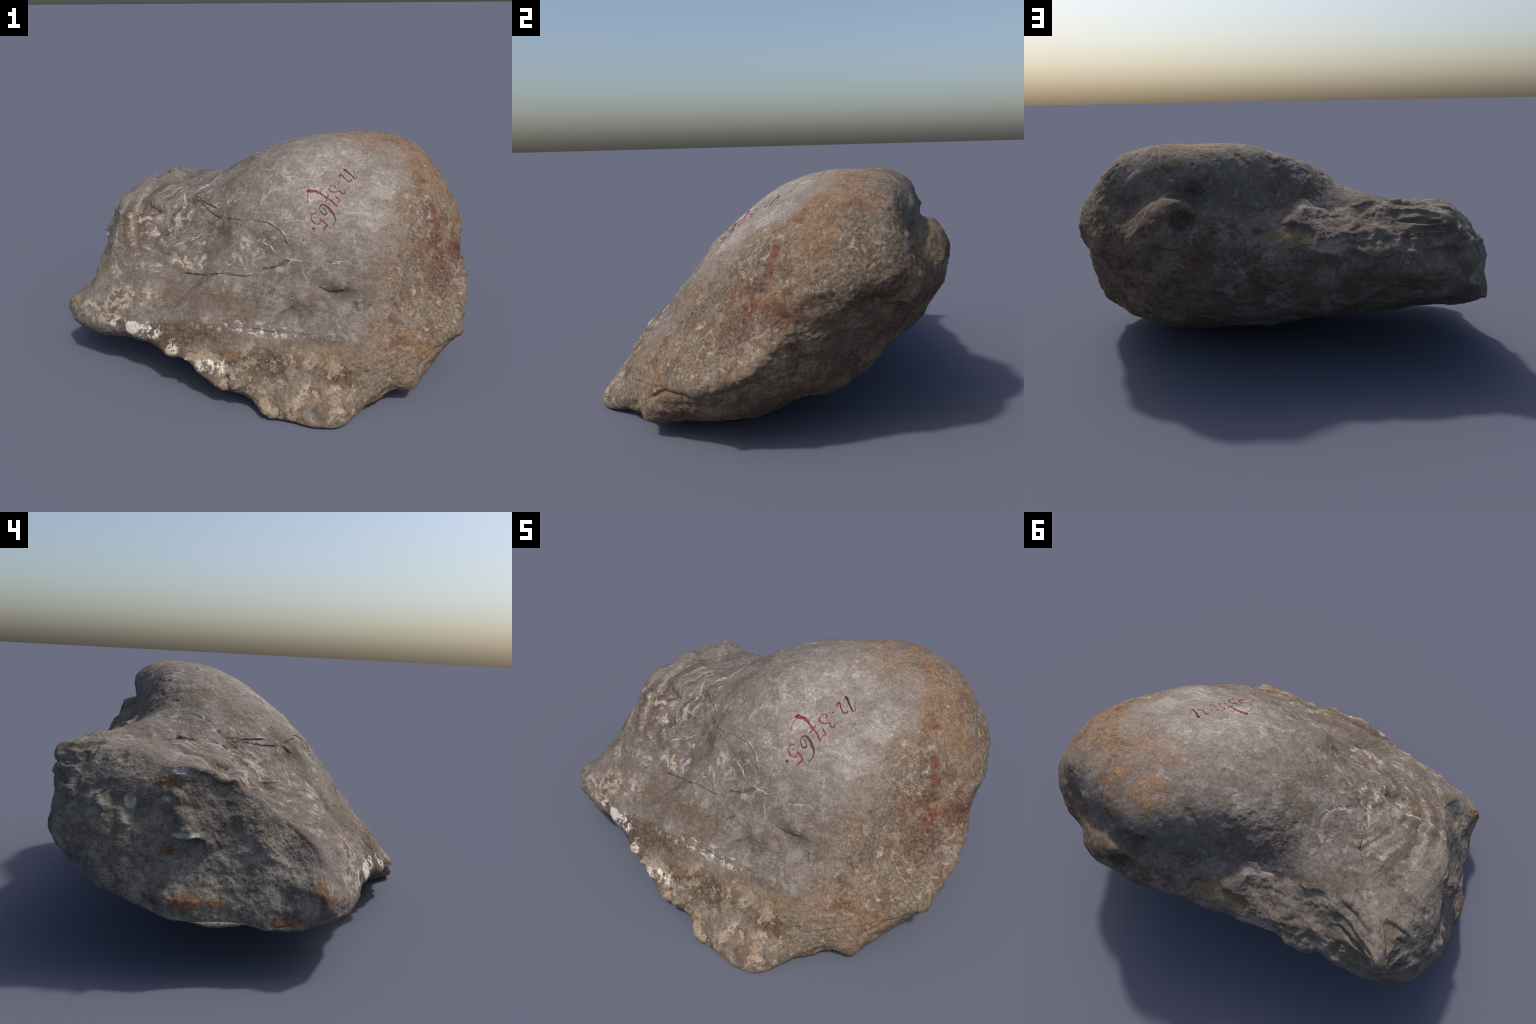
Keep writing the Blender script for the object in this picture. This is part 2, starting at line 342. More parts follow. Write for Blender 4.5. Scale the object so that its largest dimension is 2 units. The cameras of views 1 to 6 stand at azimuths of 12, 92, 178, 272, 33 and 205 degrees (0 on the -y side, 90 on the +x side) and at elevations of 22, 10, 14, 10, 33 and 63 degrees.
def along(p, normal, pts, reach):
    """Distance to a polyline, signed side (left of travel seen from outside) and fade at both ends."""
    pts = np.array(pts, float)
    near = np.where(((p > pts.min(0) - reach) & (p < pts.max(0) + reach)).all(1))[0]
    q = p[near]
    dist = np.full(len(near), 9.)
    side = np.zeros(len(near))
    s = np.zeros(len(near))
    total, lens = 0, np.linalg.norm(np.diff(pts, axis=0), axis=1)
    for a, b, l in zip(pts[:-1], pts[1:], lens):
        t = np.clip(((q - a) @ (b - a)) / l ** 2, 0, 1)
        v = q - a - t[:, None] * (b - a)
        d = np.linalg.norm(v, axis=1)
        m = d < dist
        dist[m] = d[m]
        side[m] = np.einsum('ij,ij->i', np.cross(normal[near], np.broadcast_to((b - a) / l, q.shape)), v)[m]
        s[m] = (total + t * l)[m]
        total += l
    u = s / total
    return near, dist, np.sign(side), smooth(0, .15, u) * smooth(0, .15, 1 - u)


# ---------------------------------------------------------------- body mesh
def sphere_grid(n):
    g = np.tan(np.linspace(-np.pi / 4, np.pi / 4, n))
    a, b = np.meshgrid(g, g, indexing='ij')
    one = np.ones_like(a)
    dirs, quads = [], []
    k = np.arange(n * n).reshape(n, n)
    cell = np.stack([k[:-1, :-1], k[1:, :-1], k[1:, 1:], k[:-1, 1:]], -1).reshape(-1, 4)
    for axis in range(3):
        for sign in (1, -1):
            v = [None] * 3
            v[axis], v[(axis + 1) % 3], v[(axis + 2) % 3] = one * sign, a, b * sign
            quads.append(cell + len(dirs) * n * n)
            dirs.append(np.stack(v, -1).reshape(-1, 3))
    dirs, quads = np.concatenate(dirs), np.concatenate(quads)
    key = np.round(dirs * 1e5).astype(np.int64)
    key = (key[:, 0] * 400009 + key[:, 1]) * 400009 + key[:, 2]
    _, first, inv = np.unique(key, return_index=True, return_inverse=True)
    dirs = dirs[first] * [1, .85, .62]
    return dirs / np.linalg.norm(dirs, axis=1)[:, None], inv[quads]


def make_mesh(name, verts, quads):
    me = bpy.data.meshes.new(name)
    me.vertices.add(len(verts))
    me.vertices.foreach_set('co', np.asarray(verts, np.float32).ravel())
    k = quads.shape[1]
    me.loops.add(quads.size)
    me.loops.foreach_set('vertex_index', quads.ravel().astype(np.int32))
    me.polygons.add(len(quads))
    me.polygons.foreach_set('loop_start', np.arange(0, quads.size, k, dtype=np.int32))
    me.polygons.foreach_set('use_smooth', np.ones(len(quads), bool))
    me.update(calc_edges=True)
    return me


def normals_of(verts, quads):
    d1, d2 = verts[quads[:, 2]] - verts[quads[:, 0]], verts[quads[:, 3]] - verts[quads[:, 1]]
    fn = np.cross(d1, d2)
    n = np.stack([np.bincount(quads.ravel(), np.repeat(fn[:, k], 4), len(verts)) for k in range(3)], 1)
    return n / np.maximum(np.linalg.norm(n, axis=1), 1e-12)[:, None]


dirs, quads = sphere_grid(GRID)
rs, rb = radii(dirs)
k = .008
r = -k * np.logaddexp(-rs / k, -rb / k)      # the break cuts the shell with a slightly worn edge
P = CENTRE + r[:, None] * dirs
N = normals_of(P, quads)
if ((P[quads[0, 0]] - CENTRE) @ N[quads[0, 0]]) < 0:
    quads = quads[:, ::-1].copy()
    N = -N

broken = smooth(-.012, .012, rs - rb)                       # 1 on the fracture face
above = P[:, 2] - COMMISSURE[0] - COMMISSURE[1] * P[:, 1]
upper = smooth(-.03, .03, above) * (1 - broken)
lower = (1 - upper) * (1 - broken)

H = np.zeros(len(P))


def relief(mask, rule):
    """Add a relief rule only where its mask is above zero."""
    k = np.where(mask > .004)[0]
    H[k] += mask[k] * rule(P[k])


def growth(p, c, squash, across, around):
    """Uneven ridges drawn out along curves that circle the point c, like growth lines of a shell."""
    d = (p - np.array(c)) * squash
    ring = np.linalg.norm(d, axis=1)
    turn = d / ring[:, None]
    return fbm(np.stack([ring * across, turn[:, 0] * around + ring * 2, turn[:, 1] * around], 1), 4, .6)


# weathered skin: gentle undulation, soft mid lumps, fine pitting
H += .0035 * fbm(P * 6, 2) * (1 - broken) + .0022 * fbm(P * 22, 3, .65)
relief(upper, lambda p: -.0035 * smooth(.45, .75, fbm(p * 19 + 40, 2)))
relief(smooth(-.3, -.5, P[:, 1]) * upper, lambda p: .004 * fbm(p * [14, 20, 20] + 5, 3) + .005 * scoops(p * 9 + 2))
# thick side and lower valve: rougher, angular
side = np.maximum(lower * smooth(.45, .7, P[:, 0]), .35 * upper * smooth(.7, .85, P[:, 0]))
relief(side, lambda p: .018 * scoops(p * [4, 5, 6.5] + 4) + .006 * fbm(p * [7, 9, 12] + 3, 4, .6) - .004 * np.abs(fbm(p * 24, 3)))
relief(lower, lambda p: .005 * fbm(p * [9, 9, 12] + 31, 3, .55))
# hackly patch on the hinge side of the upper valve: flakes lying along the slope
tilt = np.array([[.8, -.5, .2], [.5, .8, .3], [-.3, -.2, .9]])
relief(ball(P, (-.02, .40, .90), (.36, .18, .15), .7) * upper, lambda p: .010 * scoops(p @ tilt * [7, 13, 15]) + .006 * fbm(p * 18 + 9, 4, .6))
# fracture face: broad scoops, then hackly grain
relief(broken, lambda p: .014 * fbm(p * [2.6, 3.4, 3.4] + 1.7, 2) + .030 * scoops(p * [2.4, 3.3, 3.3] + 6) + .006 * scoops(p * 8 + 1) + .004 * fbm(p * 15, 4, .65) - .008)
# rubble where the rear left corner broke away: stepped slabs
rubble = np.maximum(ball(P, (-.52, .62, .68), (.42, .20, .17), .3), .85 * ball(P, (-.18, .61, .69), (.26, .13, .12), .4)) * (1 - .6 * broken)
turned = np.array([[.9, .3, .1], [-.3, .9, .2], [0, -.2, 1]])
relief(rubble, lambda p: .030 * terrace(fbm(p @ turned * [3, 6, 7] + 12, 2, .5), 1.7, .12) + .024 * scoops(p @ turned * [5, 6, 7.5] + 3) + .012 * scoops(p @ turned * [11, 12, 13]) + .005 * fbm(p * 24, 3, .6) + .002)
relief(ball(P, (-.5, .58, .42), (.36, .3, .3), .5) * lower, lambda p: .018 * scoops(p * [3.5, 4.5, 4.5] + 8) + .004 * fbm(p * 12, 4))
# growth lines, broad and uneven, round the left lobe and round the umbo
relief(upper * ball(P, (-.52, .06, .66), (.34, .46, .24), .6), lambda p: .0045 * growth(p, (-.30, .02, .70), (1, .8, 1), 17, 1.3))
relief(upper * ball(P, (.25, .0, .8), (.55, .55, .35), .5), lambda p: .0022 * growth(p, (.62, .50, .98), (1, 1, 1), 22, 2.2))

# named dents and bosses: centre, radii, height
for c, rr, h in (
        ((.437, .722, .735), (.085, .06, .065), -.022),   # pit on the beak of the lower valve
        ((.437, .722, .735), (.110, .08, .085), -.006),
        ((.13, .645, .665), (.05, .05, .03), -.020),      # hole behind the hinge
        ((.64, -.48, .30), (.075, .06, .06), -.008),      # sunken oval near the front
        ((.43, -.36, .50), (.05, .04, .05), .006),
        ((.573, -.581, .195), (.016, .016, .016), -.010),
        ((-.885, -.395, .279), (.010, .010, .010), -.014),
        ((.96, -.17, .43), (.05, .10, .09), -.010),
        ((.86, .35, .60), (.10, .12, .10), -.008)):
    H += h * ball(P, c, rr, .9)

# cracks, furrows and steps: path, half-width, depth, step height (left side raised)
for path, w, depth, step in (row for group in LINES.values() for row in group):
    near, d, side, fade = along(P, N, path, .05)
    wob = 1 + .5 * perlin(P[near] * 40)
    H[near] -= fade * depth * np.exp(-(d / (w * wob)) ** 2)
    if step:
        H[near] += fade * step * side * np.exp(-d / .03) * smooth(0, w * 1.2, d)

P = P + N * H[:, None]
P[:, 2] = np.where(P[:, 2] < .02, .02 * np.exp((P[:, 2] - .02) / .02), P[:, 2])   # the worn base rests on the ground
P[:, 2] -= P[:, 2].min()
N = normals_of(P, quads)


# ---------------------------------------------------------------- materials
class Nodes:
    """Short hands for building a procedural material."""

    def __init__(self, name):
        self.mat = bpy.data.materials.new(name)
        self.mat.use_nodes = True
        self.t = self.mat.node_tree
        self.bsdf = self.t.nodes['Principled BSDF']
        self.pos = self.t.nodes.new('ShaderNodeTexCoord').outputs['Object']

    def put(self, sock, v):
        if isinstance(v, bpy.types.NodeSocket):
            self.t.links.new(v, sock)
        elif isinstance(v, tuple) and len(v) == 3 and sock.type == 'RGBA':
            sock.default_value = (*v, 1)
        else:
            sock.default_value = v

    def node(self, kind, **ins):
        n = self.t.nodes.new(kind)
        for key, v in ins.items():
            self.put(n.inputs[int(key[1:])] if key[0] == 'i' and key[1:].isdigit() else n.inputs[key], v)
        return n

    def m(self, op, a, b=0., c=0.):
        n = self.t.nodes.new('ShaderNodeMath')
        n.operation = op
        for s, v in zip(n.inputs, (a, b, c)):
            self.put(s, v)
        return n.outputs[0]

    def v(self, op, a, b=(0, 0, 0)):
        n = self.t.nodes.new('ShaderNodeVectorMath')
        n.operation = op
        self.put(n.inputs[0], a)
        self.put(n.inputs[1], b)
        return n.outputs['Value'] if op in ('LENGTH', 'DISTANCE', 'DOT_PRODUCT') else n.outputs[0]

    def noise(self, scale, detail=4., rough=.55, at=None, shift=0., warp=0.):
        p = self.pos if at is None else at
        if shift:
            p = self.v('ADD', p, (shift, shift * 1.7, -shift))
        n = self.node('ShaderNodeTexNoise', Vector=p, Scale=scale, Detail=detail, Roughness=rough, Distortion=warp)
        return n.outputs[0]

    def cells(self, scale, at=None, out='Distance', feature='F1'):
        n = self.t.nodes.new('ShaderNodeTexVoronoi')
        n.feature = feature
        self.put(n.inputs['Vector'], self.pos if at is None else at)
        n.inputs['Scale'].default_value = scale
        return n.outputs[out]

    def step(self, x, lo, hi, a=0., b=1.):
        n = self.t.nodes.new('ShaderNodeMapRange')
        n.interpolation_type = 'SMOOTHSTEP'
        for s, v in zip(n.inputs, (x, lo, hi, a, b)):
            self.put(s, v)
        return n.outputs[0]

    def mix(self, fac, a, b, mode='MIX'):
        n = self.t.nodes.new('ShaderNodeMix')
        n.data_type = 'RGBA'
        n.blend_type = mode
        self.put(n.inputs[0], fac)
        self.put(n.inputs[6], a)
        self.put(n.inputs[7], b)
        return n.outputs[2]

    def blob(self, c, r, edge, ragged=.5, soft=.35):
        """Patch of colour: ellipsoid round c with a ragged edge (edge = a noise output)."""
        q = self.v('DIVIDE', self.v('SUBTRACT', self.pos, tuple(c)), tuple(r) if hasattr(r, '__len__') else (r, r, r))
        d = self.m('ADD', self.v('LENGTH', q), self.m('MULTIPLY', self.m('SUBTRACT', edge, .5), ragged * 2.2))
        return self.step(d, 1 + soft * .5, 1 - soft)

    def any(self, *masks):
        out = masks[0]
        for k in masks[1:]:
            out = self.m('MAXIMUM', out, k)
        return out

    def both(self, *masks):
        out = masks[0]
        for k in masks[1:]:
            out = self.m('MULTIPLY', out, k)
        return out

    def finish(self, colour, height, rough=.85, strength=.7, distance=.007):
        b = self.node('ShaderNodeBump', Strength=strength, Distance=distance, Height=height)
        self.put(self.bsdf.inputs['Normal'], b.outputs[0])
        self.put(self.bsdf.inputs['Base Color'], colour)
        self.put(self.bsdf.inputs['Roughness'], rough)
        self.put(self.bsdf.inputs['Specular IOR Level'], .25)
        return self.mat


GREY, PALE, DUN, BROWN = (.152, .130, .113), (.258, .228, .202), (.105, .082, .064), (.075, .053, .037)
OCHRE, RUST, MAROON, CREAM, CHALK, TAN, SAND = (.245, .130, .056), (.165, .058, .028), (.062, .036, .029), (.380, .300, .225), (.560, .520, .470), (.190, .145, .095), (.238, .180, .128)


def shell_material(name):
    n = Nodes(name)
    mid, fine, grain = n.noise(11, 5, .6), n.noise(60, 6, .75), n.noise(210, 3, .7)
    ragged, ragged2 = n.noise(6.5, 7, .68, shift=3.1), n.noise(20, 6, .72, shift=8.3)
    ragged3 = n.noise(48, 5, .7, shift=12.5)
    cloud, cloud2 = n.noise(5, 8, .66, shift=9.4, warp=.7), n.noise(14, 7, .68, shift=2.2, warp=.5)
    x, y, z = n.node('ShaderNodeSeparateXYZ', Vector=n.pos).outputs
    above = n.m('SUBTRACT', z, n.m('MULTIPLY_ADD', y, COMMISSURE[1], COMMISSURE[0]))
    below = n.step(n.m('ADD', above, n.m('MULTIPLY', n.m('SUBTRACT', ragged, .5), .12)), .03, -.06)

    def rings(c, squash, across, length):
        """Noise drawn out along the growth lines that circle the point c."""
        d = n.v('MULTIPLY', n.v('SUBTRACT', n.pos, c), squash)
        r = n.m('ADD', n.v('LENGTH', d), n.m('MULTIPLY', n.m('SUBTRACT', ragged, .5), .10))
        turn = n.m('MULTIPLY', n.v('DOT_PRODUCT', n.v('NORMALIZE', d), (.6, -.8, .2)), length)
        p = n.node('ShaderNodeCombineXYZ', X=n.m('MULTIPLY', r, across), Y=turn, Z=0.).outputs[0]
        return n.node('ShaderNodeTexNoise', Vector=p, Scale=1., Detail=6., Roughness=.65).outputs[0]

    lobe_rings, dome_rings = rings((-.30, .02, .70), (1, .8, 1), 22., 2.), rings((.62, .50, .98), (1, 1, 1), 26., 4.)
    lobe = n.blob((-.52, .02, .62), (.34, .52, .26), ragged, .3, .6)
    dome = n.blob((.36, .0, .86), (.46, .46, .34), ragged, .3, .7)
    # ground colour: lilac grey and brown grey in clouds; paler on the dome, browner on the lobe
    col = n.mix(n.step(cloud, .40, .60), DUN, GREY)
    col = n.mix(n.m('MULTIPLY', n.step(cloud2, .50, .66), .6), col, (.215, .195, .180))
    col = n.mix(n.m('MULTIPLY', dome, .85), col, n.mix(n.step(n.m('MULTIPLY_ADD', dome_rings, .5, n.m('MULTIPLY', cloud2, .5)), .38, .60), (.180, .158, .138), PALE))
    col = n.mix(n.m('MULTIPLY', n.both(dome, n.step(cloud2, .50, .36)), .45), col, (.160, .138, .118))
    col = n.mix(n.m('MULTIPLY', n.both(lobe, n.step(lobe_rings, .50, .41)), .85), col, (.078, .058, .043))
    col = n.mix(n.m('MULTIPLY', n.both(lobe, n.step(lobe_rings, .54, .62)), .6), col, (.285, .252, .222))
    lens = n.blob((-.06, -.26, .60), (.24, .10, .13), ragged2, .12, .3)
    col = n.mix(n.m('MULTIPLY', n.both(lens, n.step(cloud, .58, .45)), .6), col, (.098, .080, .064))
    col = n.mix(n.m('MULTIPLY', n.blob((-.13, -.45, .40), (.16, .07, .06), ragged2, .5, .5), .5), col, (.100, .058, .042))
    # front flange: brown near the fold, then tan, grey and cream rags towards the edge
    fold = n.m('ADD', n.m('MULTIPLY', y, -1), n.m('MULTIPLY', n.m('SUBTRACT', ragged, .5), .30))
    flange = n.both(n.step(fold, .50, .60), n.step(n.m('ADD', z, n.m('MULTIPLY', n.m('SUBTRACT', ragged2, .5), .2)), .36, .24))
    col = n.mix(n.m('MULTIPLY', flange, .75), col, n.mix(n.step(n.noise(9, 6, .65, shift=5, warp=.5), .42, .58), (.150, .120, .085), BROWN))
    band = n.any(n.blob((-.25, -.56, .27), (.26, .06, .09), ragged, .35, .5), n.blob((.12, -.62, .21), (.26, .05, .06), ragged, .35, .5), n.blob((.46, -.62, .20), (.10, .05, .07), ragged, .4, .5))
    col = n.mix(n.m('MULTIPLY', band, .85), col, n.mix(n.step(fine, .4, .6), (.052, .036, .026), (.100, .068, .044)))
    edge = n.both(flange, n.step(n.m('ADD', fold, n.m('MULTIPLY', x, .04)), .53, .66))
    col = n.mix(n.m('MULTIPLY', n.both(edge, n.step(n.noise(11, 8, .74, shift=11, warp=.25), .50, .55)), .75), col, n.mix(n.step(mid, .42, .6), (.27, .205, .145), CREAM))
    col = n.mix(n.m('MULTIPLY', n.both(edge, n.step(n.noise(12, 7, .7, shift=21, warp=.2), .55, .60)), .7), col, (.185, .165, .135))
    col = n.mix(n.m('MULTIPLY', n.both(edge, n.step(n.noise(9, 6, .65, shift=27), .57, .64)), .7), col, (.200, .118, .060))
    # thick right side: sandy grains over grey-brown
    right = n.step(n.m('ADD', n.m('SUBTRACT', x, n.m('MULTIPLY', y, .15)), n.m('MULTIPLY', n.m('SUBTRACT', ragged, .5), .5)), .56, .78)
    gritty = n.noise(75, 7, .82, shift=5.5)
    col = n.mix(n.m('MULTIPLY', right, .8), col, n.mix(n.step(gritty, .38, .62), (.082, .060, .044), SAND))
    col = n.mix(n.both(right, n.step(cloud2, .52, .62), .5), col, (.165, .148, .128))
    col = n.mix(n.both(right, n.step(n.noise(10, 8, .74, shift=81, warp=.4), .50, .62), .65), col, n.mix(n.step(gritty, .4, .6), (.060, .038, .026), (.120, .078, .050)))
    col = n.mix(n.both(right, n.step(n.noise(30, 6, .75, shift=85), .56, .63), .7), col, (.37, .30, .225))
    # ochre, rust and maroon stains
    ochre = n.any(n.blob((.55, .33, 1.02), (.26, .15, .12), ragged, .35, .5), n.blob((.42, .47, 1.0), (.17, .12, .1), ragged, .4, .5), n.blob((.76, .26, .90), (.12, .16, .14), ragged, .4, .5),
                  n.blob((.84, .20, .78), (.10, .13, .10), ragged, .4, .6), n.blob((.68, -.47, .27), (.17, .09, .09), ragged, .45, .5), n.blob((.42, -.55, .25), (.12, .04, .05), ragged, .5, .5),
                  n.blob((.2, .70, .5), (.14, .1, .1), ragged, .4, .5), n.blob((.80, -.43, .24), (.14, .06, .05), ragged, .5, .5))
    broken_up = n.step(n.noise(8, 8, .76, shift=61, warp=.5), .42, .60, .15, 1.)
    col = n.mix(n.both(ochre, broken_up, .75), col, n.mix(n.step(n.noise(24, 6, .7), .38, .62), (.145, .092, .055), OCHRE))
    # a thin wash of tan and rust over the whole thick side and the front lip
    wash = n.both(n.any(right, n.m('MULTIPLY', flange, .4)), n.step(n.noise(7, 8, .72, shift=71, warp=.6), .48, .62))
    col = n.mix(n.m('MULTIPLY', wash, .75), col, n.mix(n.step(n.noise(15, 7, .7, shift=75), .42, .6), (.110, .062, .036), (.225, .150, .090)))
    blotch, blotch2 = n.noise(9, 8, .72, shift=17, warp=.5), n.noise(12, 8, .74, shift=23, warp=.4)
    stained = n.any(n.blob((.85, -.05, .55), (.16, .26, .26), ragged, .3, .8), n.blob((.78, .20, .85), (.10, .20, .14), ragged, .3, .8), n.blob((.64, .33, .99), (.16, .10, .1), ragged, .3, .8), n.blob((.70, -.46, .29), (.12, .07, .08), ragged, .3, .7),
                    n.blob((.94, .12, .55), (.12, .16, .18), ragged, .3, .8))
    rust = n.step(n.m('ADD', blotch, n.m('MULTIPLY', stained, .16)), .64, .72)
    spots = n.any(n.blob((.846, .018, .683), (.024, .026, .038), ragged3, .5, .25), n.blob((.822, .040, .745), (.022, .026, .046), ragged3, .7, .3), n.blob((.864, -.06, .552), (.035, .045, .04), ragged3, .4, .4))
    col = n.mix(n.both(rust, stained, n.step(gritty, .34, .54, .35, 1.), .8), col, n.mix(n.step(fine, .4, .6), (.100, .044, .028), (.150, .066, .034)))
    col = n.mix(n.m('MULTIPLY', spots, .85), col, n.mix(n.step(fine, .4, .6), (.110, .040, .024), RUST))
    dark = n.any(n.blob((.87, -.12, .47), (.11, .15, .13), ragged, .25, .8), n.blob((.84, -.03, .61), (.06, .08, .07), ragged, .3, .7), n.blob((.95, .06, .52), (.09, .11, .10), ragged, .3, .8))
    maroon = n.both(dark, n.step(n.m('ADD', blotch2, n.m('MULTIPLY', dark, .16)), .54, .63))
    col = n.mix(n.both(maroon, n.step(gritty, .62, .42, .3, 1.), .92), col, n.mix(n.step(fine, .45, .62), MAROON, (.105, .048, .030)))
    # lower valve: grey-brown, blotched dark brown, rust and pale lime
    low = n.mix(n.step(n.noise(9, 7, .68, shift=7), .38, .62), n.mix(n.step(x, .3, .7), (.115, .093, .073), (.112, .076, .049)), n.mix(n.step(x, .3, .7), (.190, .163, .134), (.205, .150, .102)))
    low = n.mix(n.both(n.step(n.noise(5.5, 7, .70, shift=2, warp=.4), .48, .58), n.step(x, .1, .7, .45, .85)), low, (.078, .050, .034))
    low = n.mix(n.both(n.step(n.noise(8, 7, .72, shift=14), .55, .66), n.step(x, -.3, .5, .25, .75)), low, (.185, .105, .050))
    low = n.mix(n.both(n.step(n.noise(8, 8, .78, shift=33, warp=.3), .53, .63), n.step(x, .7, .2, .15, .8)), low, (.27, .255, .242))
    low = n.mix(n.both(n.step(x, .55, .75), n.step(gritty, .50, .66), .7), low, (.235, .185, .135))
    col = n.mix(n.m('MULTIPLY', below, .92), col, low)
    pit = n.blob((.437, .722, .735), (.058, .06, .052), ragged3, .3, .25)
    brown_back = n.both(n.any(n.blob((.28, .72, .66), (.20, .14, .14), ragged, .3, .7), n.blob((.12, .70, .5), (.24, .14, .24), ragged, .3, .7), n.blob((.74, .52, .5), (.16, .2, .2), ragged, .3, .7)), n.step(blotch2, .47, .60))
    col = n.mix(n.both(brown_back, .85), col, n.mix(n.step(gritty, .42, .6), (.060, .034, .025), (.125, .068, .042)))
    col = n.mix(n.both(pit, n.step(gritty, .62, .40, .4, 1.), .9), col, (.055, .032, .026))
    col = n.mix(n.m('MULTIPLY', n.blob((.0, .66, .65), (.12, .06, .035), ragged2, .6, .5), .7), col, (.20, .140, .072))
    col = n.mix(n.m('MULTIPLY', n.any(n.blob((-.17, .685, .605), (.09, .05, .03), ragged2, .6, .2), n.blob((-.10, .53, .755), (.085, .045, .03), ragged2, .6, .2)), .7), col, (.30, .26, .22))
    # rubble corner: plain stone
    rub = n.blob((-.55, .60, .66), (.36, .16, .18), ragged, .3, .5)
    col = n.mix(n.m('MULTIPLY', rub, .8), col, n.mix(n.step(cloud2, .4, .62), (.120, .100, .080), (.215, .180, .146)))
    # chalky flecks and smears, crumbs, chips of white shell along the left edge
    fleck = n.step(n.m('MULTIPLY_ADD', n.noise(15, 7, .72, shift=40, warp=.9), .7, n.m('MULTIPLY', lobe_rings, .3)), .545, .605)
    where = n.any(n.blob((-.40, -.05, .63), (.55, .7, .3), ragged, .3, .8), n.m('MULTIPLY', n.blob((.30, .0, .8), (.6, .7, .5), ragged, .3, .7), .55), n.m('MULTIPLY', n.both(right, n.step(below, .7, .2)), .35))
    col = n.mix(n.both(fleck, where, .8), col, (.40, .365, .335))
    tanny = n.both(n.step(n.noise(17, 6, .7, shift=52, warp=.9), .61, .66), n.blob((-.45, -.15, .58), (.45, .5, .25), ragged, .3, .6))
    col = n.mix(n.m('MULTIPLY', tanny, .8), col, CREAM)
    crumbs = n.both(n.step(n.noise(34, 4, .65, shift=4), .52, .60), n.blob((.12, -.53, .328), (.33, .035, .04), ragged, .3, .5))
    col = n.mix(n.m('MULTIPLY', crumbs, .8), col, (.42, .38, .35))
    spread = n.noise(30, 5, .66, shift=95)
    chips = n.any(n.blob((-.515, -.511, .262), (.042, .03, .034), ragged3, .4, .15), n.both(n.blob((-.62, -.466, .268), (.12, .04, .03), ragged2, .3, .4), n.step(spread, .47, .52)),
                  n.both(n.blob((-.42, -.53, .265), (.08, .04, .05), ragged2, .4, .4), n.step(spread, .50, .57)), n.both(n.blob((-.29, -.60, .225), (.03, .04, .045), ragged3, .5, .3), n.step(spread, .44, .5)),
                  n.both(n.blob((-.12, -.65, .19), (.14, .05, .03), ragged2, .5, .4), n.step(spread, .48, .56)))
    col = n.mix(n.m('MULTIPLY', chips, .95), col, n.mix(n.step(mid, .4, .55), (.43, .37, .30), CHALK))
    smear = n.noise(24, 6, .68, shift=91, warp=.5)
    tri = n.both(n.any(n.blob((-.72, -.43, .29), (.17, .06, .07), ragged, .2, .5), n.m('MULTIPLY', n.blob((-.54, -.42, .36), (.18, .07, .07), ragged, .3, .5), .8)), n.step(smear, .50, .55))
    col = n.mix(n.m('MULTIPLY', tri, .8), col, CREAM)
    shine = n.any(n.blob((.585, .01, .83), (.06, .11, .09), ragged, .35, .7), n.blob((.53, -.14, .74), (.08, .11, .10), ragged, .35, .7))
    col = n.mix(n.both(shine, n.step(dome_rings, .38, .62, .1, .5)), col, (.34, .31, .285))
    # grain of the stone: fine light and dark, black pits
    col = n.mix(.55, col, n.mix(n.step(fine, .30, .70), (.28, .27, .26), (.70, .70, .70)), 'OVERLAY')
    col = n.mix(.60, col, n.mix(n.step(grain, .3, .7), (.28, .27, .26), (.72, .72, .72)), 'OVERLAY')
    pits = n.both(n.step(n.cells(75), .20, .09), n.step(n.noise(16, 2, shift=6), .52, .62))
    col = n.mix(n.m('MULTIPLY', pits, .75), col, (.036, .030, .026))
    h = n.m('ADD', n.m('MULTIPLY', fine, .5), n.m('ADD', n.m('MULTIPLY', grain, .3), n.m('ADD', n.m('MULTIPLY', pits, -.6), n.both(n.any(right, below), gritty, .8))))
    return n.finish(col, h)


